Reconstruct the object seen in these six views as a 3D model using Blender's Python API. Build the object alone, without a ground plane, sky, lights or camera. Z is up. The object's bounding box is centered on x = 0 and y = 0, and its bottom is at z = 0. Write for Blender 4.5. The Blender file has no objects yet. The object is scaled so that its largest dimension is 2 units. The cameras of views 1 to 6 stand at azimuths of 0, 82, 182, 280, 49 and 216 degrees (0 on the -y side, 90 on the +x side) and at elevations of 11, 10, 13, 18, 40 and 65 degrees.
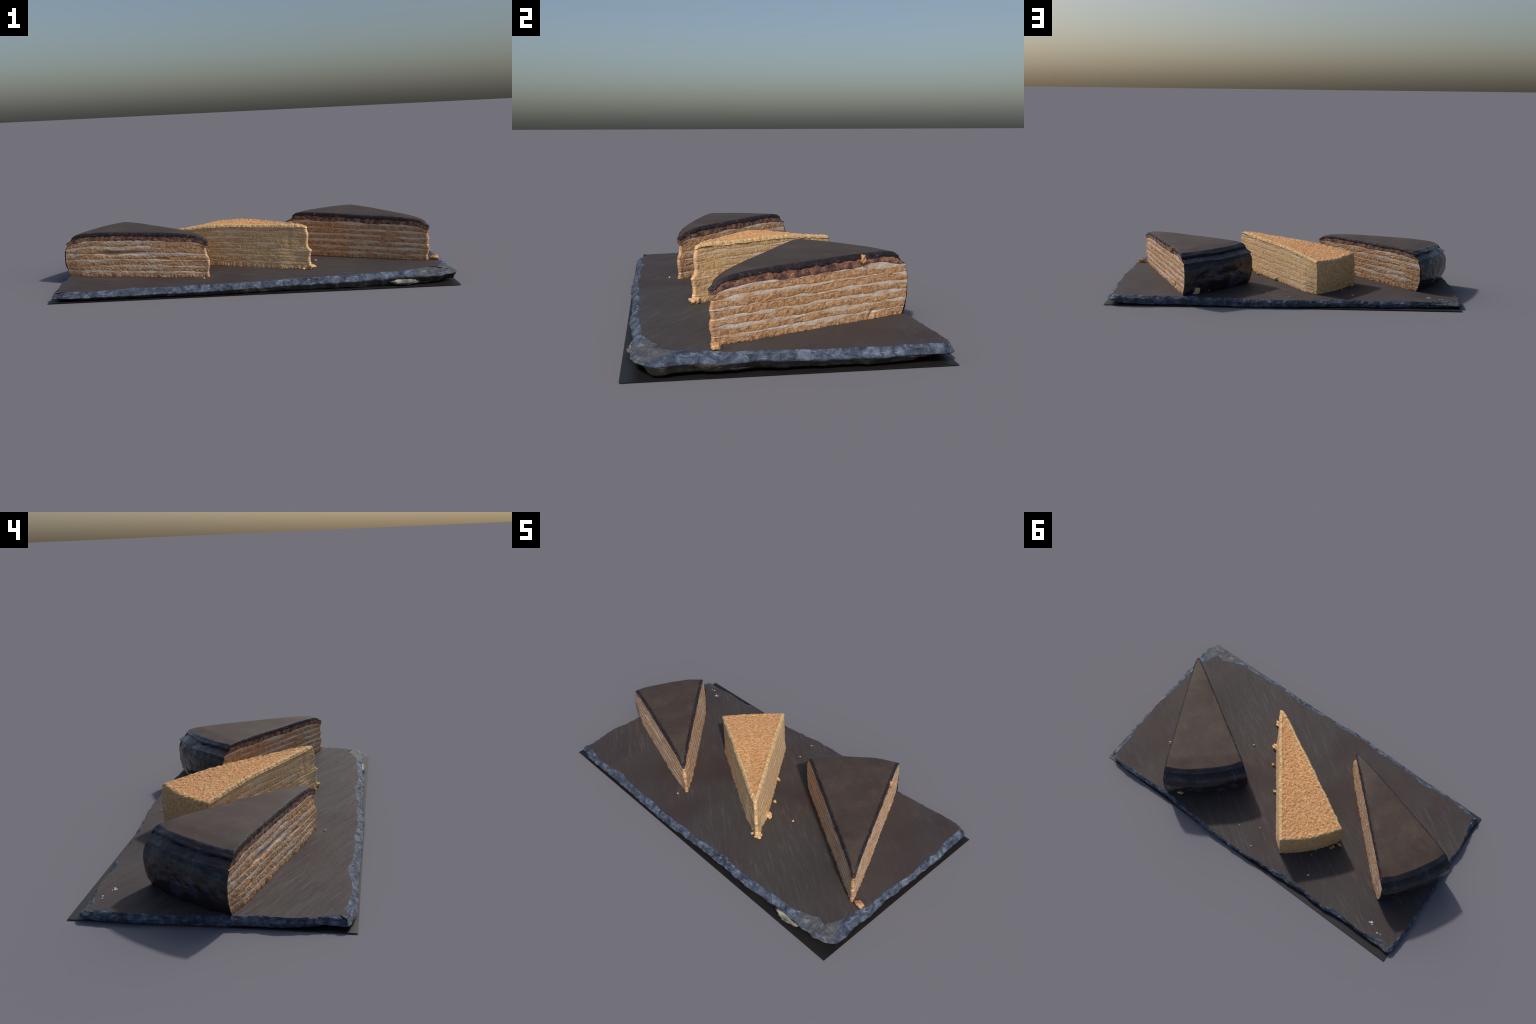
"""Three slices of layer cake (two chocolate glazed, one crumb coated) on a slate board
that lies on a thin dark sheet."""
import bpy, math
import numpy as np

# ----------------------------------------------------------------------------
# noise (vectorised gradient noise, deterministic)
# ----------------------------------------------------------------------------
_perm = np.random.RandomState(7).permutation(256)
_perm = np.concatenate([_perm, _perm, _perm])
_g = np.random.RandomState(11).normal(size=(256, 3))
_g /= np.linalg.norm(_g, axis=1)[:, None]


def noise3(x, y, z):
    x, y, z = np.broadcast_arrays(np.asarray(x, float), np.asarray(y, float), np.asarray(z, float))
    xi, yi, zi = np.floor(x).astype(int), np.floor(y).astype(int), np.floor(z).astype(int)
    xf, yf, zf = x - xi, y - yi, z - zi
    fade = lambda t: t * t * t * (t * (t * 6 - 15) + 10)
    u, v, w = fade(xf), fade(yf), fade(zf)
    out = 0.0
    for dx in (0, 1):
        for dy in (0, 1):
            for dz in (0, 1):
                h = _perm[_perm[_perm[(xi + dx) & 255] + ((yi + dy) & 255)] + ((zi + dz) & 255)]
                g = _g[h]
                d = g[..., 0] * (xf - dx) + g[..., 1] * (yf - dy) + g[..., 2] * (zf - dz)
                out = out + d * (u if dx else 1 - u) * (v if dy else 1 - v) * (w if dz else 1 - w)
    return out * 1.6


def fbm(x, y, z, octaves=3, gain=0.5):
    a, f, s = 1.0, 1.0, 0.0
    for _ in range(octaves):
        s = s + a * noise3(x * f, y * f, z * f)
        a *= gain
        f *= 2.03
    return s


def smooth(a, b, x):
    t = np.clip((x - a) / (b - a), 0, 1)
    return t * t * (3 - 2 * t)


def curve(points, x):
    """smooth curve through (x, y) control points"""
    px = np.array([p[0] for p in points], float)
    py = np.array([p[1] for p in points], float)
    d = np.diff(py) / np.diff(px)
    m = np.concatenate([[d[0]], np.where(d[:-1] * d[1:] > 0, 2 * d[:-1] * d[1:] / (d[:-1] + d[1:] + 1e-12), 0), [d[-1]]])
    x = np.clip(x, px[0], px[-1])
    i = np.clip(np.searchsorted(px, x, side='right') - 1, 0, len(px) - 2)
    h = px[i + 1] - px[i]
    t = (x - px[i]) / h
    return ((1 + 2 * t) * (1 - t) ** 2 * py[i] + t * (1 - t) ** 2 * h * m[i]
            + t * t * (3 - 2 * t) * py[i + 1] + t * t * (t - 1) * h * m[i + 1])


# ----------------------------------------------------------------------------
# mesh helpers
# ----------------------------------------------------------------------------
def grid_faces(rows, cols):
    r = np.arange(rows - 1)[:, None]
    c = np.arange(cols)[None, :]
    c2 = (c + 1) % cols
    a, b = r * cols + c, r * cols + c2
    return np.stack([a, b, b + cols, a + cols], -1).reshape(-1, 4)


def vertex_normals(v, f):
    a, b, c, d = (v[f[:, i]] for i in range(4))
    n = np.cross(c - a, d - b)
    out = np.zeros_like(v)
    for i in range(4):
        np.add.at(out, f[:, i], n)
    ln = np.linalg.norm(out, axis=1)
    ln[ln == 0] = 1
    return out / ln[:, None]


def add_object(name, verts, faces, material, parent=None, normals=None):
    """faces: list of arrays of quads and / or triangles"""
    if isinstance(faces, np.ndarray):
        faces = [faces]
    used = np.unique(np.concatenate([f.ravel() for f in faces]))
    remap = np.full(len(verts), -1)
    remap[used] = np.arange(len(used))
    me = bpy.data.meshes.new(name)
    fl = []
    for f in faces:
        fl += remap[f].tolist()
    me.from_pydata(verts[used].tolist(), [], fl)
    me.update()
    me.polygons.foreach_set("use_smooth", np.ones(len(me.polygons), bool))
    if normals is not None:
        me.normals_split_custom_set_from_vertices(normals[used].tolist())
    me.materials.append(material)
    ob = bpy.data.objects.new(name, me)
    bpy.context.scene.collection.objects.link(ob)
    if parent is not None:
        ob.parent = parent
    return ob


def add_empty(name, loc, label, category):
    ob = bpy.data.objects.new(name, None)
    ob.location = loc
    ob.empty_display_size = 0.1
    bpy.context.scene.collection.objects.link(ob)
    ob["label"] = label
    ob["category"] = category
    return ob


# ----------------------------------------------------------------------------
# material helpers
# ----------------------------------------------------------------------------
class Mat:
    def __init__(self, name, rough=0.6, spec=0.5):
        self.m = bpy.data.materials.new(name)
        self.m.use_nodes = True
        self.t = self.m.node_tree
        self.b = self.t.nodes["Principled BSDF"]
        self.b.inputs["Roughness"].default_value = rough
        self.b.inputs["Specular IOR Level"].default_value = spec
        self.co = self.t.nodes.new("ShaderNodeTexCoord").outputs["Object"]

    def link(self, a, b):
        self.t.links.new(a, b)

    def node(self, kind, **props):
        n = self.t.nodes.new(kind)
        for k, v in props.items():
            setattr(n, k, v)
        return n

    def mapped(self, scale=(1, 1, 1), rot=(0, 0, 0), loc=(0, 0, 0)):
        turn = self.node("ShaderNodeMapping")               # turn first, then stretch
        turn.inputs["Rotation"].default_value = rot
        turn.inputs["Location"].default_value = loc
        self.link(self.co, turn.inputs["Vector"])
        n = self.node("ShaderNodeMapping")
        n.inputs["Scale"].default_value = scale
        self.link(turn.outputs["Vector"], n.inputs["Vector"])
        return n.outputs["Vector"]

    def noise(self, scale, detail=3.0, rough=0.55, distortion=0.0, vec=None, lo=0.35, hi=0.65):
        n = self.node("ShaderNodeTexNoise")
        n.inputs["Scale"].default_value = scale
        n.inputs["Detail"].default_value = detail
        n.inputs["Roughness"].default_value = rough
        n.inputs["Distortion"].default_value = distortion
        self.link(vec if vec is not None else self.co, n.inputs["Vector"])
        r = self.node("ShaderNodeMapRange")
        r.inputs["From Min"].default_value = lo
        r.inputs["From Max"].default_value = hi
        self.link(n.outputs["Fac"], r.inputs["Value"])
        return r.outputs["Result"]

    def specks(self, scale, size, vec=None):
        """1 inside small voronoi dots"""
        n = self.node("ShaderNodeTexVoronoi")
        n.inputs["Scale"].default_value = scale
        self.link(vec if vec is not None else self.co, n.inputs["Vector"])
        r = self.node("ShaderNodeMapRange")
        r.inputs["From Min"].default_value = size
        r.inputs["From Max"].default_value = size * 0.4
        self.link(n.outputs["Distance"], r.inputs["Value"])
        return r.outputs["Result"]

    def ramp(self, fac, stops):
        n = self.node("ShaderNodeValToRGB")
        e = n.color_ramp.elements
        while len(e) < len(stops):
            e.new(0.5)
        for el, (p, c) in zip(e, stops):
            el.position = p
            el.color = (*c, 1)
        self.link(fac, n.inputs["Fac"])
        return n.outputs["Color"]

    def mix(self, fac, a, b, mode='MIX'):
        n = self.node("ShaderNodeMix", data_type='RGBA', blend_type=mode)
        for val, inp in ((fac, n.inputs["Factor"]), (a, n.inputs[6]), (b, n.inputs[7])):
            if isinstance(val, (int, float)):
                inp.default_value = val
            elif isinstance(val, tuple):
                inp.default_value = (*val, 1)
            else:
                self.link(val, inp)
        return n.outputs[2]

    def math(self, op, a, b):
        n = self.node("ShaderNodeMath", operation=op)
        for val, inp in ((a, n.inputs[0]), (b, n.inputs[1])):
            if isinstance(val, (int, float)):
                inp.default_value = val
            else:
                self.link(val, inp)
        return n.outputs[0]

    def color(self, c):
        if isinstance(c, tuple):
            self.b.inputs["Base Color"].default_value = (*c, 1)
        else:
            self.link(c, self.b.inputs["Base Color"])

    def bump(self, height, strength=0.4, distance=0.004):
        n = self.node("ShaderNodeBump")
        n.inputs["Strength"].default_value = strength
        n.inputs["Distance"].default_value = distance
        self.link(height, n.inputs["Height"])
        self.link(n.outputs["Normal"], self.b.inputs["Normal"])


def mat_sponge(name, dark, mid, light, cream, cream_amount=0.25):
    m = Mat(name, rough=0.75, spec=0.25)
    base = m.ramp(m.noise(55, 6, 0.72, lo=0.32, hi=0.68), [(0.0, dark), (0.5, mid), (1.0, light)])
    big = m.noise(9, 2, 0.5, lo=0.3, hi=0.7)
    base = m.mix(m.math('MULTIPLY', big, 0.2), base, mid)
    smear = m.noise(1.0, 3, 0.6, vec=m.mapped((22, 22, 90)), lo=0.56, hi=0.72)
    base = m.mix(m.math('MULTIPLY', smear, cream_amount), base, cream)
    fine = m.noise(1.0, 3, 0.7, vec=m.mapped((120, 120, 150)), lo=0.50, hi=0.66)
    base = m.mix(m.math('MULTIPLY', fine, cream_amount * 0.55), base, cream)
    pores = m.noise(150, 2, 0.5, lo=0.56, hi=0.68)
    base = m.mix(m.math('MULTIPLY', pores, 0.6), base, dark)
    m.color(base)
    m.bump(m.math('ADD', m.noise(170, 4, 0.65, lo=0.2, hi=0.8), m.noise(60, 2, 0.5, lo=0.2, hi=0.8)), 0.5, 0.005)
    return m.m


def mat_cream(name, cream, warm, sponge, stain=0.6):
    m = Mat(name, rough=0.5, spec=0.35)
    base = m.mix(m.noise(30, 3), cream, warm)
    st = m.noise(1.0, 4, 0.6, vec=m.mapped((16, 16, 45)), lo=0.5, hi=0.66)
    base = m.mix(m.math('MULTIPLY', st, stain), base, sponge)
    fine = m.noise(1.0, 3, 0.7, vec=m.mapped((110, 110, 140)), lo=0.47, hi=0.64)
    base = m.mix(m.math('MULTIPLY', fine, stain * 0.45), base, sponge)
    m.color(base)
    m.bump(m.noise(90, 3, 0.6, lo=0.2, hi=0.8), 0.35, 0.005)
    return m.m


def mat_soaked(name):
    m = Mat(name, rough=0.6, spec=0.35)
    base = m.ramp(m.noise(45, 5, 0.65), [(0.0, (0.10, 0.045, 0.045)), (0.45, (0.30, 0.145, 0.085)), (1.0, (0.46, 0.25, 0.14))])
    blot = m.noise(30, 5, 0.7, lo=0.46, hi=0.58)
    base = m.mix(m.math('MULTIPLY', blot, 0.85), base, (0.075, 0.036, 0.05))
    m.color(base)
    m.bump(m.noise(130, 4, 0.65, lo=0.2, hi=0.8), 0.6, 0.006)
    return m.m


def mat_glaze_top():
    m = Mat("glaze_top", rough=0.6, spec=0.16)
    base = m.mix(m.noise(7, 4, 0.6), (0.058, 0.042, 0.036), (0.084, 0.062, 0.050))  # same chocolate as the wall, base colour lightened for sky light on top
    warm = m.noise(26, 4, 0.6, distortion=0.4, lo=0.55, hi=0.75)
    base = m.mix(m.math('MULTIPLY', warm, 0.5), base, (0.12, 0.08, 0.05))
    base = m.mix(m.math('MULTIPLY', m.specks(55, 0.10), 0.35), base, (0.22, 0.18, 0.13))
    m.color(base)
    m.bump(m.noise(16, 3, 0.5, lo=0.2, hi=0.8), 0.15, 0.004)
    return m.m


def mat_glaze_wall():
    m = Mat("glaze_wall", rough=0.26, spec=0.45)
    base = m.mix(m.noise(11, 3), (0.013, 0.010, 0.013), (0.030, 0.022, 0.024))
    painted_sky_reflection = m.noise(9, 5, 0.7, distortion=0.8, lo=0.53, hi=0.70)  # mottled blue patches paint the sky's reflection onto the dark glaze
    base = m.mix(m.math('MULTIPLY', painted_sky_reflection, 0.6), base, (0.075, 0.095, 0.165))
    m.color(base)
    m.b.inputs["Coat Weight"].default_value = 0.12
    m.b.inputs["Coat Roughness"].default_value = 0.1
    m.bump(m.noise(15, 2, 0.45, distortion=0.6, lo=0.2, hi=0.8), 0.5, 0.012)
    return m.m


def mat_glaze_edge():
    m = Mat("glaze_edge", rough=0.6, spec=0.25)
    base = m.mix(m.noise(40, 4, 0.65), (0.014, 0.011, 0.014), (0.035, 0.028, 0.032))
    painted_glint = m.noise(85, 4, 0.7, lo=0.58, hi=0.70)  # bluish highlights along the rim, drawn into the colour as small specks
    base = m.mix(m.math('MULTIPLY', painted_glint, 0.7), base, (0.15, 0.17, 0.25))
    m.color(base)
    m.bump(m.noise(110, 3, 0.6, lo=0.2, hi=0.8), 0.5, 0.005)
    return m.m


def mat_crumb(name, dark, mid, light):
    m = Mat(name, rough=0.8, spec=0.2)
    base = m.ramp(m.noise(75, 5, 0.7, lo=0.32, hi=0.68), [(0.0, dark), (0.5, mid), (1.0, light)])
    base = m.mix(m.math('MULTIPLY', m.noise(12, 2), 0.3), base, mid)
    m.color(base)
    m.bump(m.noise(130, 4, 0.7, lo=0.2, hi=0.8), 0.7, 0.008)
    return m.m


def mat_slate_face():
    m = Mat("slate_face", rough=0.65, spec=0.2)
    ang = math.atan2(0.5, -0.86)
    base = m.mix(m.noise(3.2, 3), (0.055, 0.041, 0.041), (0.068, 0.056, 0.053))
    streak = m.noise(1.0, 5, 0.65, distortion=0.3, vec=m.mapped((9, 75, 30), (0, 0, -ang)), lo=0.50, hi=0.74)
    patch = m.noise(2.6, 2, lo=0.4, hi=0.6)
    base = m.mix(m.math('MULTIPLY', m.math('MULTIPLY', streak, patch), 0.75), base, (0.125, 0.115, 0.135))
    warm = m.noise(5.0, 3, lo=0.55, hi=0.75)
    base = m.mix(m.math('MULTIPLY', warm, 0.4), base, (0.085, 0.062, 0.05))
    grey = m.noise(2.2, 3, lo=0.48, hi=0.62)
    base = m.mix(m.math('MULTIPLY', grey, 0.35), base, (0.058, 0.060, 0.056))
    dots = m.math('MULTIPLY', m.specks(34, 0.10), m.noise(9, 2, lo=0.5, hi=0.6))
    base = m.mix(m.math('MULTIPLY', dots, 0.5), base, (0.24, 0.25, 0.28))
    m.color(base)
    h = m.noise(1.0, 6, 0.65, distortion=0.4, vec=m.mapped((8, 46, 30), (0, 0, -ang)), lo=0.2, hi=0.8)
    m.bump(h, 0.5, 0.006)
    return m.m


def mat_slate_rim():
    m = Mat("slate_rim", rough=0.6, spec=0.3)
    base = m.ramp(m.noise(24, 6, 0.75, distortion=0.6), [(0.0, (0.018, 0.022, 0.034)), (0.5, (0.056, 0.073, 0.112)), (1.0, (0.15, 0.185, 0.255))])  # blue of the reflected sky baked into the stone's base colour
    for spot, rad in (((0.88, -0.44, 0.05), 0.11), ((-0.93, 0.43, 0.04), 0.06)):       # grey broken facets at two corners
        d = m.node("ShaderNodeVectorMath", operation='DISTANCE')
        m.link(m.co, d.inputs[0])
        d.inputs[1].default_value = spot
        r = m.node("ShaderNodeMapRange")
        r.inputs["From Min"].default_value = rad
        r.inputs["From Max"].default_value = rad * 0.75
        m.link(d.outputs["Value"], r.inputs["Value"])
        grey = m.mix(m.noise(22, 5, 0.7), (0.058, 0.060, 0.066), (0.13, 0.132, 0.14))
        base = m.mix(m.math('MULTIPLY', r.outputs["Result"], 0.85), base, grey)
    scratch = m.noise(1.0, 5, 0.7, distortion=0.8, vec=m.mapped((18, 18, 60)), lo=0.56, hi=0.66)
    base = m.mix(m.math('MULTIPLY', scratch, 0.7), base, (0.24, 0.29, 0.38))
    m.color(base)
    m.bump(m.noise(45, 6, 0.7, lo=0.2, hi=0.8), 0.7, 0.008)
    return m.m


def mat_slate_under():
    m = Mat("slate_underside", rough=0.7, spec=0.3)
    base = m.mix(m.noise(5, 3), (0.012, 0.013, 0.013), (0.040, 0.042, 0.038))
    pale = m.noise(1.0, 4, 0.6, vec=m.mapped((7, 7, 30)), lo=0.57, hi=0.70)
    base = m.mix(m.math('MULTIPLY', pale, 0.8), base, (0.30, 0.24, 0.17))
    m.color(base)
    m.bump(m.noise(30, 4, lo=0.2, hi=0.8), 0.4, 0.006)
    return m.m


# ----------------------------------------------------------------------------
# sheet and slate board
# ----------------------------------------------------------------------------
def slate_height(x, y):
    return 0.0497 + 0.0135 * x - 0.0105 * y + 0.0035 * x * x - 0.005 * x * y


def build_sheet():
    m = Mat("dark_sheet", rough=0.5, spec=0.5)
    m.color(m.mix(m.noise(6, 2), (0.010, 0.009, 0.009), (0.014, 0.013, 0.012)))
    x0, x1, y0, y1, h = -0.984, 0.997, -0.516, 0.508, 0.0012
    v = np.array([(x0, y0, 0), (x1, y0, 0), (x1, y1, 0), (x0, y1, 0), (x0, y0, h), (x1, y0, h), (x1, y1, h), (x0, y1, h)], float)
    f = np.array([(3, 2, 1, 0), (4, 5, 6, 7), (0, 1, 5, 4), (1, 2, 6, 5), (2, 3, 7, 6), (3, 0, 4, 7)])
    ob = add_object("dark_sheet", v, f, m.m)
    ob.data.polygons.foreach_set("use_smooth", np.zeros(6, bool))
    ob["label"] = "thin flat black rectangular sheet under the slate board"
    ob["category"] = "sheet"


# control points of the board's outline, counter-clockwise from the front left corner
OUTLINE = [(-0.962, -0.490), (-0.86, -0.512), (-0.71, -0.509), (-0.55, -0.508), (-0.40, -0.514), (-0.22, -0.517), (-0.09, -0.517),
           (0.06, -0.507), (0.20, -0.502), (0.32, -0.498), (0.45, -0.504), (0.60, -0.492), (0.73, -0.485), (0.86, -0.488), (0.94, -0.480),
           (0.985, -0.457), (0.998, -0.42), (0.995, -0.35), (0.993, -0.30), (0.997, -0.24), (0.990, -0.15), (0.990, -0.02), (0.990, 0.10),
           (0.991, 0.22), (0.986, 0.36), (0.980, 0.46), (0.965, 0.502), (0.88, 0.515), (0.77, 0.510), (0.645, 0.500), (0.51, 0.501),
           (0.39, 0.508), (0.20, 0.513), (0.01, 0.509), (-0.155, 0.494), (-0.31, 0.484), (-0.44, 0.478), (-0.56, 0.482), (-0.66, 0.469),
           (-0.80, 0.466), (-0.90, 0.462), (-0.972, 0.462), (-0.992, 0.43), (-0.997, 0.36), (-1.000, 0.275), (-0.998, 0.19), (-0.995, 0.10),
           (-0.996, 0.01), (-0.988, -0.08), (-0.982, -0.19), (-0.980, -0.29), (-0.970, -0.40), (-0.970, -0.465)]


def resample_closed(pts, step):
    p = np.array(pts, float)
    n = len(p)
    out = []
    for i in range(n):                                   # Catmull-Rom
        a, b, c, d = p[i - 1], p[i], p[(i + 1) % n], p[(i + 2) % n]
        k = max(2, int(np.linalg.norm(c - b) / step))
        t = np.linspace(0, 1, k, endpoint=False)[:, None]
        out.append(0.5 * (2 * b + (c - a) * t + (2 * a - 5 * b + 4 * c - d) * t ** 2 + (3 * b - a - 3 * c + d) * t ** 3))
    return np.concatenate(out)


def build_slate():
    base = add_empty("slate_board", (0, 0, 0), "dark grey slate serving board with rough chipped edges tinted by painted blue sky reflection", "serving board")
    o = resample_closed(OUTLINE, 0.0055)
    S = len(o)
    tan = np.roll(o, -1, 0) - np.roll(o, 1, 0)
    nrm = np.stack([tan[:, 1], -tan[:, 0]], 1)
    nrm /= np.linalg.norm(nrm, axis=1)[:, None]
    o = o + nrm * (0.004 * fbm(o[:, 0] * 14, o[:, 1] * 14, 3.1, 3))[:, None]
    # width of the chipped slope on the rim, wider on the front
    front = smooth(-0.30, -0.46, o[:, 1])
    right = smooth(0.90, 0.97, o[:, 0])
    w = 0.012 + 0.017 * front + 0.012 * right + 0.014 * fbm(o[:, 0] * 6, o[:, 1] * 6, 8.3, 3)
    for cx, cy, cr, ca in ((0.93, -0.45, 0.12, 0.075), (-0.95, 0.44, 0.07, 0.035), (0.97, -0.27, 0.06, 0.025), (-0.95, -0.47, 0.06, 0.01)):
        w += ca * np.exp(-((o[:, 0] - cx) ** 2 + (o[:, 1] - cy) ** 2) / cr ** 2)
    w = np.maximum(w, 0.006)
    edge_in = o - nrm * w[:, None]
    rows, kind = [], []
    # top face from the middle outwards
    ks = 1 - (1 - np.linspace(0, 1, 110)) ** 1.25
    for k in ks[1:]:
        xy = edge_in * k
        x, y = xy[:, 0], xy[:, 1]
        a, b = -0.86 * x + 0.5 * y, 0.5 * x + 0.86 * y
        z = slate_height(x, y) + 0.0016 * fbm(a * 4, b * 22, 0.3, 4) + 0.0012 * noise3(x * 3, y * 3, 4)
        rows.append(np.stack([x, y, z], 1))
        kind.append(0)
    ztop = rows[-1][:, 2]
    # chipped slope: terraces from the face down to the widest line
    zmax = slate_height(o[:, 0], o[:, 1]) - 0.0175 - 0.008 * np.maximum(front, right) - 0.004 * noise3(o[:, 0] * 9, o[:, 1] * 9, 6.6)
    for q in np.linspace(0, 1, 15)[1:]:
        xy = edge_in + (o - edge_in) * q
        drop = q ** 1.6
        xyz = np.stack([xy[:, 0], xy[:, 1], ztop + (zmax - ztop) * drop], 1)
        amp = 0.0055 * math.sin(math.pi * min(1, q * 1.05)) + 0.0012
        n = fbm(xy[:, 0] * 26, xy[:, 1] * 26, xyz[:, 2] * 40, 4)
        xyz[:, 2] += amp * (np.abs(n) * 1.2 - 0.5)
        xyz[:, :2] += nrm * (0.004 * q * fbm(xy[:, 0] * 30, xy[:, 1] * 30, xyz[:, 2] * 60 + 5, 3))[:, None]
        rows.append(xyz)
        kind.append(1)
    # side wall
    X, Y = o[:, 0], o[:, 1]
    zlow = 0.003 + 0.010 * smooth(0.9, 0.97, X) * (1 + 0.8 * noise3(Y * 9, 0.5, 2.0))
    for cx, cy, cr, ca in ((0.98, -0.49, 0.09, 0.024), (0.97, 0.50, 0.12, 0.014), (-0.98, -0.49, 0.10, 0.024), (-0.97, 0.47, 0.06, 0.010)):
        zlow += ca * np.exp(-((X - cx) ** 2 + (Y - cy) ** 2) / cr ** 2)
    zlow -= 0.020 * np.exp(-((X - 0.99) ** 2 + (Y + 0.415) ** 2) / 0.035 ** 2)
    zlow = np.clip(zlow + 0.003 * fbm(X * 8, Y * 8, 5.5, 2), 0.0022, zmax - 0.008)
    last = rows[-1]
    for q in np.linspace(0, 1, 7)[1:]:
        off = -(0.005 + 0.012 * np.maximum(front, right)) * q
        xyz = last.copy()
        xyz[:, 2] = last[:, 2] + (zlow - last[:, 2]) * q
        xyz[:, :2] += nrm * (off + 0.003 * fbm(last[:, 0] * 25, last[:, 1] * 25, xyz[:, 2] * 80 + 9, 3))[:, None]
        rows.append(xyz)
        kind.append(1 if q < 0.2 else 3)
    # underside, tucked in
    for d in (0.012, 0.03, 0.06):
        xyz = rows[-1].copy()
        xyz[:, :2] -= nrm * (d * 0.8)
        xyz[:, 2] = np.clip(zlow + 0.002 + 0.003 * noise3(o[:, 0] * 12, o[:, 1] * 12, d * 90), 0.0025, None)
        rows.append(xyz)
        kind.append(2)
    R = len(rows)
    v = np.concatenate(rows)
    f = grid_faces(R, S)
    ctr_top = np.array([[0, 0, slate_height(0, 0)]])
    ctr_bot = np.array([[0, 0, 0.006]])
    nv = len(v)
    v = np.concatenate([v, ctr_top, ctr_bot])
    c = np.arange(S)
    tri_top = np.stack([np.full(S, nv), c, (c + 1) % S], 1)
    l0 = (R - 1) * S
    tri_bot = np.stack([np.full(S, nv + 1), l0 + (c + 1) % S, l0 + c], 1)
    normals = vertex_normals(v, f)[:]
    normals[nv] = (0, 0, 1)
    normals[nv + 1] = (0, 0, -1)
    # rows run outwards on top: orient up
    kind = np.array(kind)
    fk = np.repeat(np.where(kind[1:] == 3, 3, np.where(kind[1:] == 2, 2, np.maximum(kind[:-1], kind[1:]))), S)
    # the wall shows the dark underside stone at the front and the right, rim stone elsewhere
    dark = (smooth(-0.40, -0.46, Y) + smooth(0.93, 0.97, X)) > 0.5
    fk = np.where(fk == 3, np.where(np.tile(dark, R - 1), 2, 1), fk)
    f = f[:, ::-1] if normals[S * 5, 2] < 0 else f
    if normals[S * 5, 2] < 0:
        normals[:nv] *= -1
    add_object("slate_face", v, [f[fk == 0], tri_top], mat_slate_face(), base, normals)
    add_object("chipped_rim", v, [f[fk == 1]], mat_slate_rim(), base, normals)
    add_object("underside", v, [f[fk == 2], tri_bot], mat_slate_under(), base, normals)
    pale = Mat("pale_stone", rough=0.6, spec=0.3)
    pale.color(pale.mix(pale.noise(18, 4), (0.50, 0.46, 0.37), (0.07, 0.08, 0.07)))
    for loc, size, sd in (((0.735, -0.478, 0.0195), (0.060, 0.021, 0.0135), 31.0),):
        lump("pale_fragment", loc, size, pale.m, sd, base, rugged=0.45)
    lint = Mat("white_lint", rough=0.8, spec=0.2)
    lint.color((0.42, 0.45, 0.52))
    for k, (dx, dy, r) in enumerate(((0, 0, 0.009), (0.010, 0.006, 0.005), (-0.008, 0.010, 0.004), (-0.055, 0.03, 0.005), (-0.072, 0.026, 0.004))):
        x, y = -0.82 + dx, 0.383 + dy
        lump("white_fleck", (x, y, slate_height(x, y) + 0.0005), (r, r * 0.7, 0.0015), lint.m, 51.0 + k, base)
    return base


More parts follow.
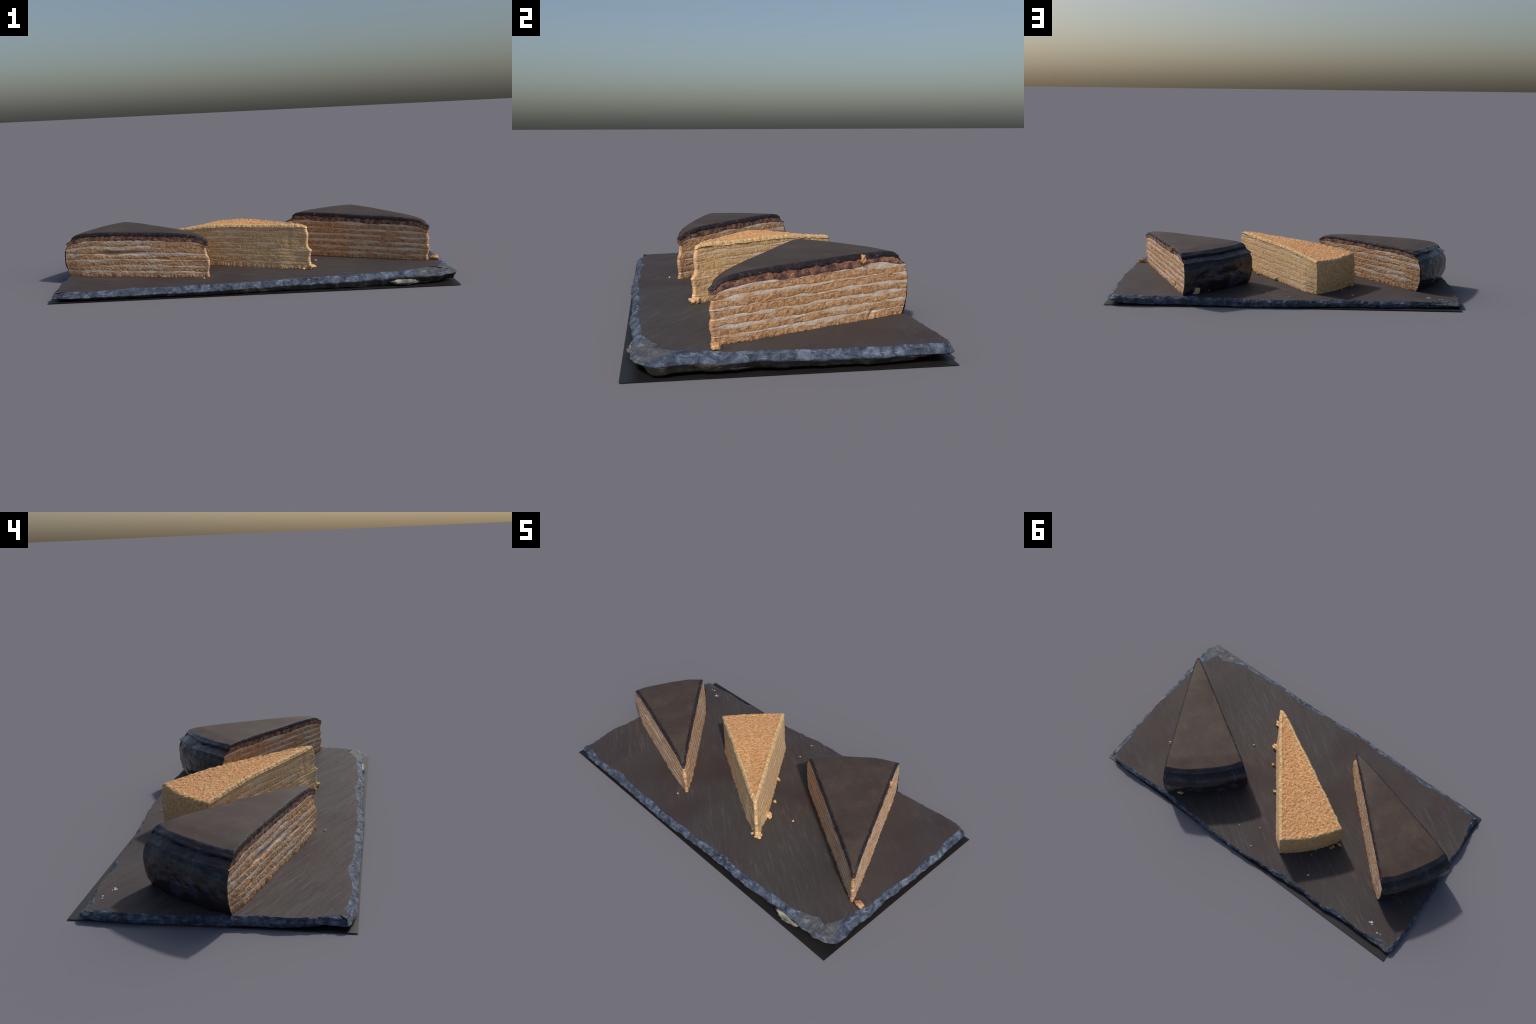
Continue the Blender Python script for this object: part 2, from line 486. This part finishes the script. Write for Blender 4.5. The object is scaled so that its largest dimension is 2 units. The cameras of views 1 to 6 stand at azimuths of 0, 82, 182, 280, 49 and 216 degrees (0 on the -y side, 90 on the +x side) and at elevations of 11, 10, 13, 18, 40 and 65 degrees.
# ----------------------------------------------------------------------------
# cake slices
# ----------------------------------------------------------------------------
class Slice:
    """Wedge lofted through height: outline (tip, left cut, round back, right cut) times t in 0..1.
    z of a point is taken between the slate and the top surface."""

    def __init__(self, tip, left, right, top, back, tip_shift, seed, lean=0.0, flare=(0, 0), wobble=0.0,
                 tip_width=0.016, dome=0.0, rough=0.003, dents=(), step=0.0024, round_r=0.008, bulge=0.0):
        self.tip, self.left, self.right = (np.array(p, float) for p in (tip, left, right))
        self.top, self.lean, self.flare, self.wobble = top, lean, flare, wobble
        self.back, self.tip_shift, self.seed = back, tip_shift, seed
        self.dome, self.rough, self.dents, self.round_r = dome, rough, dents, round_r
        t, l, r = self.tip, self.left, self.right
        self.len = 0.5 * (np.linalg.norm(l - t) + np.linalg.norm(r - t))
        axis = (l + r) / 2 - t
        self.axis = axis / np.linalg.norm(axis)
        side = np.array([-self.axis[1], self.axis[0]])
        if np.dot(l - t, side) < 0:
            side = -side
        hw = tip_width / 2
        nl, nr = int(np.linalg.norm(l - t) / step), int(np.linalg.norm(r - t) / step)
        na = int(np.linalg.norm(l - r) * 1.05 / step)
        P, kind, u = [], [], []
        for q in np.linspace(0, 1, nl, endpoint=False):          # left cut
            P.append(t + side * hw * (1 - q) + (l - t) * q); kind.append(0); u.append(q)
        al, ar = math.atan2(*(l - t)[::-1]), math.atan2(*(r - t)[::-1])
        da = (ar - al + math.pi) % (2 * math.pi) - math.pi
        rl, rr = np.linalg.norm(l - t), np.linalg.norm(r - t)
        for q in np.linspace(0, 1, na, endpoint=False):          # back
            rad = rl + (rr - rl) * q + bulge * 4 * q * (1 - q)
            P.append(t + rad * np.array([math.cos(al + da * q), math.sin(al + da * q)])); kind.append(1); u.append(q)
        for q in np.linspace(1, 0, nr):                          # right cut
            P.append(t - side * hw * (1 - q) + (r - t) * q); kind.append(2); u.append(q)
        for a in np.linspace(0, math.pi, 9)[1:-1]:               # rounded tip
            P.append(t - side * hw * math.cos(a) - self.axis * hw * math.sin(a)); kind.append(3); u.append(0)
        self.P, self.kind, self.u = np.array(P), np.array(kind), np.array(u)
        self.S = len(P)
        k = self.kind
        tn = np.roll(self.P, -1, 0) - np.roll(self.P, 1, 0)
        tn /= np.linalg.norm(tn, axis=1)[:, None]
        tn[k == 0] = (l - t) / rl
        tn[k == 2] = (t - r) / rr
        i = np.flatnonzero(k == 1)
        tn[i[0]] = tn[i[1]]
        n = np.stack([tn[:, 1], -tn[:, 0]], 1)
        self.flip = bool(np.dot(n[nl // 2], self.P[nl // 2] - self.P.mean(0)) < 0)
        if self.flip:
            n = -n
        self.n = n
        # distance along the outline to the nearer back corner, and the direction away from it
        arc = np.linalg.norm(l - r)
        self.corner = np.select([k == 0, k == 1, k == 2], [(1 - self.u) * rl, np.minimum(self.u, 1 - self.u) * arc, (1 - self.u) * rr], 1.0)
        sign = np.select([k == 0, k == 1, k == 2], [-1.0, np.where(self.u < 0.5, 1.0, -1.0), 1.0], 0.0)
        self.away = tn * sign[:, None]
        self.centre = t + self.axis * self.len * 0.62
        # distance to the round back, for the wrap of the coating round the corner
        self.to_back = np.where(k == 1, 0.0, np.where(k == 3, 1.0, 1 - self.u) * self.len)
        self.base = np.array([self.centre[0], self.centre[1], slate_height(*self.centre)])

    def top_z(self, x, y, droop=True):
        """height of the top: a profile from the tip to the back, slightly domed across"""
        A = np.array([self.left - self.tip, self.right - self.tip]).T
        a, b = np.linalg.solve(A, np.stack([x - self.tip[0], y - self.tip[1]]))
        u = np.clip(a + b, 0, 1.2)
        v = np.clip((b - a) / np.maximum(u, 0.05), -1.1, 1.1)
        z = curve(self.top, u if droop else np.maximum(u, 0.12))
        return z + self.lean * v * u ** 3 + self.dome * (1 - v * v) * smooth(0.05, 0.4, u)

    def point(self, t, off, inset=0.0):
        """world points of all outline samples at height fraction t (array or number) pushed out by off"""
        t = np.broadcast_to(np.asarray(t, float), (self.S,))
        tw = t + self.wobble * noise3(self.P[:, 0] * 9, self.P[:, 1] * 9, self.seed) * (self.kind == 1) * smooth(0, 0.05, self.corner)
        e = curve(self.back, tw)
        P = self.tip + (self.P - self.tip) * (1 + e / self.len)[:, None]
        d = np.linalg.norm(self.P - self.tip, axis=1)
        sh = curve(self.tip_shift, t) * np.exp(-(d / 0.05) ** 2)
        fl = np.select([self.kind == 0, self.kind == 2, self.kind == 3], [self.flare[0], self.flare[1], 0.5 * sum(self.flare)], 0.0)
        fl = fl * (1 - t) * smooth(0.0, 0.10, self.corner) * smooth(0, 0.15, d)
        P = P - self.axis * sh[:, None] + self.n * (np.broadcast_to(off, (self.S,)) - inset + fl)[:, None]
        if inset > 0:
            P = P + self.away * (inset * np.exp(-self.corner / (2 * inset)))[:, None]
        zb = slate_height(P[:, 0], P[:, 1]) - 0.0015
        full, low = self.top_z(P[:, 0], P[:, 1], False), self.top_z(P[:, 0], P[:, 1])
        z = zb + t * (full - zb) - (full - low) * smooth(0.62, 0.97, t)
        return np.column_stack([P, z])

    def dent(self, t):
        out = np.zeros(self.S)
        for kind, u0, t0, ru, rt, depth in self.dents:
            out -= depth * (self.kind == kind) * np.exp(-((self.u - u0) / ru) ** 2 - ((t - t0) / rt) ** 2)
        return out

    def layers(self, parent, creams, thick, mats_sponge, mat_cr, soaked, names, top_t, wave=0.012, inset=0.004):
        s = self.seed
        x, y = self.P[:, 0], self.P[:, 1]
        lines = [np.zeros(self.S)]
        for i, c in enumerate(creams):
            mid = c + wave * fbm(x * 7, y * 7, s + i * 3.7, 2) + 0.5 * wave * noise3(x * 28, y * 28, s + i)
            h = thick * (0.55 + 0.85 * fbm(x * 6, y * 6, s + 40 + i * 2.3, 2)) + thick * (0.30 * noise3(x * 17, y * 17, s + i * 5) + 0.22 * noise3(x * 50, y * 50, s + i * 9))
            h = h * (0.35 + 0.65 * smooth(0.0, 0.06, np.linalg.norm(self.P - self.tip, axis=1)))
            h = np.clip(h, thick * 0.03, thick * 1.4)
            lines += [mid - h / 2, mid + h / 2]
        lines.append(np.full(self.S, top_t))
        cover = (self.kind == 1).astype(float)
        for i in range(len(lines) - 1):
            lo, hi = lines[i], lines[i + 1]
            is_cream = i % 2 == 1
            nrow = 5 if is_cream else 10
            rows = []
            for q in np.linspace(0, 1, nrow):
                t = lo + (hi - lo) * q
                w = self.point(t, 0)
                X, Y, Z = w[:, 0], w[:, 1], w[:, 2]
                round_in = (2 * q - 1) ** 4
                if is_cream:
                    off = 0.4 * self.rough * fbm(X * 30, Y * 30, Z * 60 + s, 2) + 0.0002 - 0.0004 * round_in
                else:
                    off = (0.40 * self.rough * fbm(X * 85, Y * 85, Z * 95 + s, 4, 0.75) + 0.5 * self.rough * noise3(X * 12, Y * 12, Z * 30 + s)
                           - 0.0012 * round_in)
                if i == 0:
                    off = off + (1 - q) * 0.004 * np.clip(fbm(X * 60, Y * 60, s + 2.2, 3), -0.6, 1)
                off = off + self.dent(t)
                off = off * (1 - cover) - (inset + 0.008 * smooth(0, 0.03, self.corner)) * cover
                p = self.point(t, off)
                if i == 0 and q == 0:
                    p[:, 2] += 0.004 * np.clip(fbm(X * 45, Y * 45, s + 7.7, 3), 0, 1) * (1 - cover)
                rows.append(p)
            v = np.concatenate(rows)
            f = grid_faces(nrow, self.S)
            if self.flip:
                f = f[:, ::-1]
            # closing faces inside the slice
            nv = len(v)
            zc0, zc1 = rows[0][:, 2].mean(), rows[-1][:, 2].mean()
            v = np.concatenate([v, [[*self.centre, zc0 + 0.001]], [[*self.centre, zc1 - 0.001]]])
            c = np.arange(self.S)
            t0 = np.stack([np.full(self.S, nv), (c + 1) % self.S, c], 1)
            l0 = (nrow - 1) * self.S
            t1 = np.stack([np.full(self.S, nv + 1), l0 + c, l0 + (c + 1) % self.S], 1)
            if self.flip:
                t0, t1 = t0[:, ::-1], t1[:, ::-1]
            nrm = vertex_normals(v[:nv], f)
            nrm = np.concatenate([nrm, [[0, 0, -1], [0, 0, 1]]])
            v = v - self.base
            if is_cream:
                add_object("cream_layer", v, [f, t0, t1], mat_cr, parent, nrm)
            else:
                last = i == len(lines) - 2
                add_object(names, v, [f, t0, t1], soaked if last else mats_sponge, parent, nrm)

    def coat(self, parent, edge_t, ragged, mat_top, mat_wall, mat_edge, name_top, name_wall, name_edge, proud, grain, grain_top, top_rings,
             wall_wrap=0.0012, lip=0.0012, ridge=0.0):
        """coating over the top and the round back; on the cuts only its edge shows"""
        s = self.seed
        x, y = self.P[:, 0], self.P[:, 1]
        tg = edge_t + ragged * fbm(x * 26, y * 26, s + 20, 3, 0.6)
        wrap = smooth(wall_wrap * 1.6, wall_wrap * 0.6, self.to_back)
        backness = smooth(0.02, 0.0, self.to_back)
        tip_d = np.linalg.norm(self.P - self.tip, axis=1)
        tg = tg + 0.045 * np.exp(-(tip_d / 0.07) ** 2)
        tg = tg * (1 - wrap) + 0.004 * wrap
        h = self.point(1.0, 0)[:, 2] - slate_height(x, y)
        r = self.round_r
        rows, levels = [self.point(tg, -0.012)], [tg]
        nrow = 110
        for q in np.linspace(0, 1, nrow):
            t = tg + (1 - r / h - tg) * q
            w = self.point(t, 0)
            X, Y, Z = w[:, 0], w[:, 1], w[:, 2]
            sidef = lip * np.sin(np.pi * min(1.0, 0.12 + q * 0.9)) * (1 - backness)
            off = proud * min(1.0, 0.25 + 3 * q) + sidef + grain(X, Y, Z, t, backness)
            rows.append(self.point(t, off))
            levels.append(t)
        off_last = off
        for a in np.linspace(0, math.pi / 2, 7)[1:]:
            t = 1 - r / h * (1 - math.sin(a))
            p = self.point(t, off_last * max(0.0, math.cos(a)) ** 0.5, r * (1 - math.cos(a)) + 1e-6)
            p[:, 2] += ridge * math.sin(a) * (0.6 + fbm(p[:, 0] * 55, p[:, 1] * 55, s, 2))
            rows.append(p)
        nwall = len(rows)
        rim = rows[-1]
        for q in (np.linspace(0, 1, top_rings + 1)[1:-1]) ** 1.0:
            xy = rim[:, :2] + (self.centre - rim[:, :2]) * q
            z0 = self.top_z(xy[:, 0], xy[:, 1])
            far = q * np.linalg.norm(rim[:, :2] - self.centre, axis=1)
            z = z0 + ridge * np.exp(-(far / 0.018) ** 2) * (0.6 + fbm(xy[:, 0] * 55, xy[:, 1] * 55, s, 2)) + grain_top(xy[:, 0], xy[:, 1]) * smooth(0, 0.03, q)
            rows.append(np.column_stack([xy, z]))
        R = len(rows)
        v = np.concatenate(rows)
        nv = len(v)
        v = np.concatenate([v, [[*self.centre, float(self.top_z(*self.centre[:, None])[0])]]])
        f = grid_faces(R, self.S)
        c = np.arange(self.S)
        l0 = (R - 1) * self.S
        tri = np.stack([np.full(self.S, nv), l0 + c, l0 + (c + 1) % self.S], 1)
        if self.flip:
            f, tri = f[:, ::-1], tri[:, ::-1]
        nrm = vertex_normals(v, f)
        nrm[nv] = (0, 0, 1)
        fr = np.repeat(np.arange(R - 1), self.S)
        v = v - self.base
        split = nwall - 1
        on_back = np.tile((self.kind == 1) & (np.roll(self.kind, -1) == 1), R - 1)
        # where the wall of the back meets the cuts, leave out faces that would bridge different heights
        lev = np.concatenate(levels + [np.ones(self.S)] * (R - len(levels)))
        span = lev[f].max(1) - lev[f].min(1)
        keep = span < 0.10
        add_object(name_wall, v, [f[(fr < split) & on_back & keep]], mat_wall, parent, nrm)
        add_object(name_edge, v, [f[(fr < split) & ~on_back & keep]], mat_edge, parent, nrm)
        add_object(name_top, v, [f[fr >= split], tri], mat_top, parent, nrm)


def lump(name, loc, size, mat, seed, parent=None, offset=(0, 0, 0), rugged=0.55):
    """irregular crumb: a noisy flattened ball"""
    n, m = 22, 14
    th = np.linspace(0, 2 * np.pi, n, endpoint=False)
    ph = np.linspace(0, np.pi, m)
    T, Ph = np.meshgrid(th, ph)
    d = np.stack([np.sin(Ph) * np.cos(T), np.sin(Ph) * np.sin(T), np.cos(Ph)], -1).reshape(-1, 3)
    k = 1 + rugged * fbm(d[:, 0] * 1.6 + seed, d[:, 1] * 1.6, d[:, 2] * 1.6 + seed * 2, 3, 0.6)
    v = d * k[:, None] * np.array(size)
    f = grid_faces(m, n)[:, ::-1]
    ob = add_object(name, v, f, mat, parent)
    ob.location = np.array(loc) - np.array(offset)
    return ob


def build_scene():
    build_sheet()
    build_slate()

    sponge = mat_sponge("sponge", (0.24, 0.095, 0.05), (0.54, 0.29, 0.132), (0.70, 0.45, 0.23), (0.66, 0.53, 0.42), 0.5)
    cream = mat_cream("cream", (0.66, 0.58, 0.51), (0.63, 0.50, 0.39), (0.56, 0.33, 0.17), 0.9)
    soaked = mat_soaked("soaked_sponge")
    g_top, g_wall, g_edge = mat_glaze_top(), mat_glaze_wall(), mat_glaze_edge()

    def glaze_grain(seed):
        def g(X, Y, Z, t, back):
            soft = (0.005 * noise3(X * 10, Y * 10, Z * 16 + seed) + 0.0028 * fbm(X * 22, Y * 22, Z * 30 + seed, 2)) * back * smooth(0.85, 0.7, t)
            edge = 0.0018 * fbm(X * 45, Y * 45, Z * 45 + seed, 2) * (1 - back)
            return soft + edge
        return g

    def glaze_top_grain(seed):
        return lambda x, y: 0.0012 * noise3(x * 7, y * 7, seed)

    creams = (0.115, 0.245, 0.385, 0.525, 0.66, 0.795)

    # slice on the left
    a = Slice((-0.222, -0.303), (-0.932, -0.100), (-0.737, 0.228),
              top=[(0, 0.236), (0.03, 0.250), (0.07, 0.260), (0.14, 0.268), (0.25, 0.273), (0.5, 0.276), (0.75, 0.277), (0.92, 0.273), (1.0, 0.265), (1.2, 0.250)],
              lean=0.006, flare=(0.011, 0.009), wobble=0.035, bulge=-0.002,
              back=[(0, 0.042), (0.12, 0.054), (0.35, 0.066), (0.60, 0.065), (0.72, 0.055), (0.785, 0.046), (0.815, 0.056), (0.835, 0.047), (0.915, 0.012), (0.94, 0.020), (0.965, 0.009), (1, 0.0)],
              tip_shift=[(0, 0.002), (0.12, -0.004), (0.3, 0.004), (0.42, 0.004), (0.55, -0.012), (0.7, -0.016), (0.8, -0.006), (0.9, 0.000), (1, 0.0)],
              seed=3.3, dome=0.004,
              dents=[(0, 0.66, 0.53, 0.07, 0.035, 0.022), (0, 0.50, 0.55, 0.07, 0.03, 0.008), (0, 0.3, 0.42, 0.05, 0.03, 0.004)])
    e = add_empty("chocolate_cake_slice", a.base, "wedge of layered sponge cake with dark glossy chocolate glaze", "cake slice")
    a.layers(e, creams, 0.078, sponge, cream, soaked, "sponge_layer", 0.955, wave=0.022)
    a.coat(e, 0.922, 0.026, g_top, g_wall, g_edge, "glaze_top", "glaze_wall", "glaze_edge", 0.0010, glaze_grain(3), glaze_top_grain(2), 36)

    # slice on the right
    c = Slice((0.897, -0.237), (0.249, 0.147), (0.572, 0.436),
              top=[(0, 0.252), (0.03, 0.268), (0.08, 0.278), (0.16, 0.284), (0.3, 0.288), (0.5, 0.290), (0.75, 0.293), (0.92, 0.292), (1.0, 0.286), (1.2, 0.270)],
              lean=-0.003, flare=(0.0, 0.003), wobble=0.035, bulge=-0.002,
              back=[(0, 0.038), (0.12, 0.052), (0.35, 0.064), (0.60, 0.065), (0.72, 0.058), (0.775, 0.051), (0.805, 0.061), (0.83, 0.048), (0.91, 0.012), (0.935, 0.020), (0.96, 0.009), (1, 0.0)],
              tip_shift=[(0, -0.006), (0.12, -0.004), (0.3, 0.006), (0.42, -0.002), (0.55, 0.004), (0.62, -0.004), (0.75, 0.0), (0.9, 0.006), (1, 0.004)],
              seed=8.1, dome=0.004,
              dents=[(2, 0.80, 0.10, 0.012, 0.05, 0.012), (0, 0.32, 0.70, 0.03, 0.03, 0.006)])
    e = add_empty("chocolate_cake_slice", c.base, "wedge of layered sponge cake with dark glossy chocolate glaze", "cake slice")
    c.layers(e, creams, 0.074, sponge, cream, soaked, "sponge_layer", 0.955, wave=0.016)
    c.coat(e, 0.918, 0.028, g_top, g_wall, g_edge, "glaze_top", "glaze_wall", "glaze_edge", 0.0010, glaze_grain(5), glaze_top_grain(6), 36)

    # crumb coated slice in the middle
    hs = mat_sponge("honey_sponge", (0.50, 0.26, 0.105), (0.72, 0.45, 0.21), (0.80, 0.56, 0.30), (0.76, 0.60, 0.42), 0.6)
    hc = mat_cream("honey_cream", (0.76, 0.61, 0.44), (0.74, 0.54, 0.34), (0.71, 0.46, 0.22), 0.9)
    c_top = mat_crumb("crumb_top", (0.48, 0.185, 0.07), (0.79, 0.41, 0.175), (0.93, 0.64, 0.36))
    c_edge = mat_crumb("crumb_edge", (0.56, 0.31, 0.13), (0.82, 0.55, 0.27), (0.90, 0.69, 0.41))
    c_wall = mat_crumb("crumb_wall", (0.46, 0.225, 0.09), (0.75, 0.46, 0.21), (0.88, 0.63, 0.35))
    b = Slice((0.284, -0.256), (-0.405, 0.112), (-0.180, 0.368),
              top=[(0, 0.272), (0.03, 0.279), (0.1, 0.281), (0.3, 0.275), (0.5, 0.271), (0.65, 0.266), (0.85, 0.250), (1.0, 0.235), (1.2, 0.215)],
              flare=(0.018, 0.020),
              back=[(0, 0.012), (0.3, 0.013), (0.7, 0.012), (1, 0.004)],
              tip_shift=[(0, 0.020), (0.10, 0.014), (0.25, 0.008), (0.36, 0.012), (0.43, 0.018), (0.50, 0.0), (0.6, -0.006), (0.8, 0.0), (0.92, -0.008), (1, -0.012)],
              seed=15.2, dome=-0.006, rough=0.0020, tip_width=0.018,
              dents=[(0, 0.12, 0.75, 0.02, 0.2, 0.004), (0, 0.2, 0.85, 0.1, 0.03, 0.004)], round_r=0.010)
    e = add_empty("crumb_cake_slice", b.base, "wedge of pale honey layer cake coated with golden crumbs", "cake slice")
    b.layers(e, (0.14, 0.28, 0.42, 0.56, 0.70, 0.84), 0.07, hs, hc, hs, "sponge_layer", 0.95, wave=0.014, inset=0.004)

    def crumb_grain(X, Y, Z, t, back):
        return 0.0026 * fbm(X * 75, Y * 75, Z * 75, 3, 0.65) + 0.0022 * noise3(X * 22, Y * 22, Z * 22) * (1 - back)

    def crumb_top_grain(x, y):
        return 0.0022 * fbm(x * 75, y * 75, 2.5, 3, 0.7)
    b.coat(e, 0.935, 0.020, c_top, c_wall, c_edge, "crumb_topping", "crumb_wall", "crumb_edge", 0.001, crumb_grain, crumb_top_grain, 130, wall_wrap=0.0012, lip=0.002, ridge=0.0035)

    # lumps squeezed out at the foot of the middle slice
    for loc, size, sd in (((0.300, -0.262, 0.068), (0.020, 0.018, 0.014), 1.0), ((0.222, -0.128, 0.066), (0.022, 0.016, 0.014), 2.0),
                          ((0.262, -0.268, 0.058), (0.008, 0.007, 0.006), 3.0), ((0.05, 0.10, 0.058), (0.02, 0.007, 0.007), 4.0)):
        lump("crumb_lump", loc, size, hs, sd, e, b.base)

    # torn bit of sponge on the glaze of the right slice, and bare patches low on its back
    ec = bpy.data.objects["chocolate_cake_slice.001"]
    lump("torn_sponge", (0.645, 0.298, 0.272), (0.012, 0.010, 0.016), sponge, 41.0, ec, c.base)
    for q, t, size, m, sd in ((0.84, 0.13, (0.024, 0.018, 0.018), hs, 43.0), (0.84, 0.03, (0.026, 0.020, 0.008), cream, 44.0),
                              (0.66, 0.05, (0.009, 0.009, 0.005), cream, 45.0)):
        i = int(np.argmin(np.abs(c.u - q) + 10 * (c.kind != 1)))
        lump("bare_patch", c.point(t, -0.010)[i], size, m, sd, ec, c.base, rugged=0.2)

    # loose crumbs on the board
    rs = np.random.RandomState(4)
    spots = [(0.937, -0.231, 0.017), (-0.398, 0.178, 0.006), (-0.405, 0.164, 0.008), (-0.424, 0.135, 0.010), (-0.340, 0.238, 0.005),
             (-0.336, 0.276, 0.004), (-0.392, 0.382, 0.005), (-0.011, 0.327, 0.004), (0.093, 0.386, 0.004), (-0.036, 0.442, 0.004),
             (0.170, -0.030, 0.008), (0.339, -0.063, 0.005), (-0.241, -0.350, 0.005)]
    for i, (px, py, r) in enumerate(spots):
        ob = lump("cake_crumb", (px, py, slate_height(px, py) + r * 0.55), (r * rs.uniform(0.8, 1.3), r * rs.uniform(0.7, 1.1), r * 0.7),
                  hs if i else sponge, 10 + i * 1.7)
        ob["label"] = "small loose golden brown crumb of sponge cake"
        ob["category"] = "crumb"


build_scene()
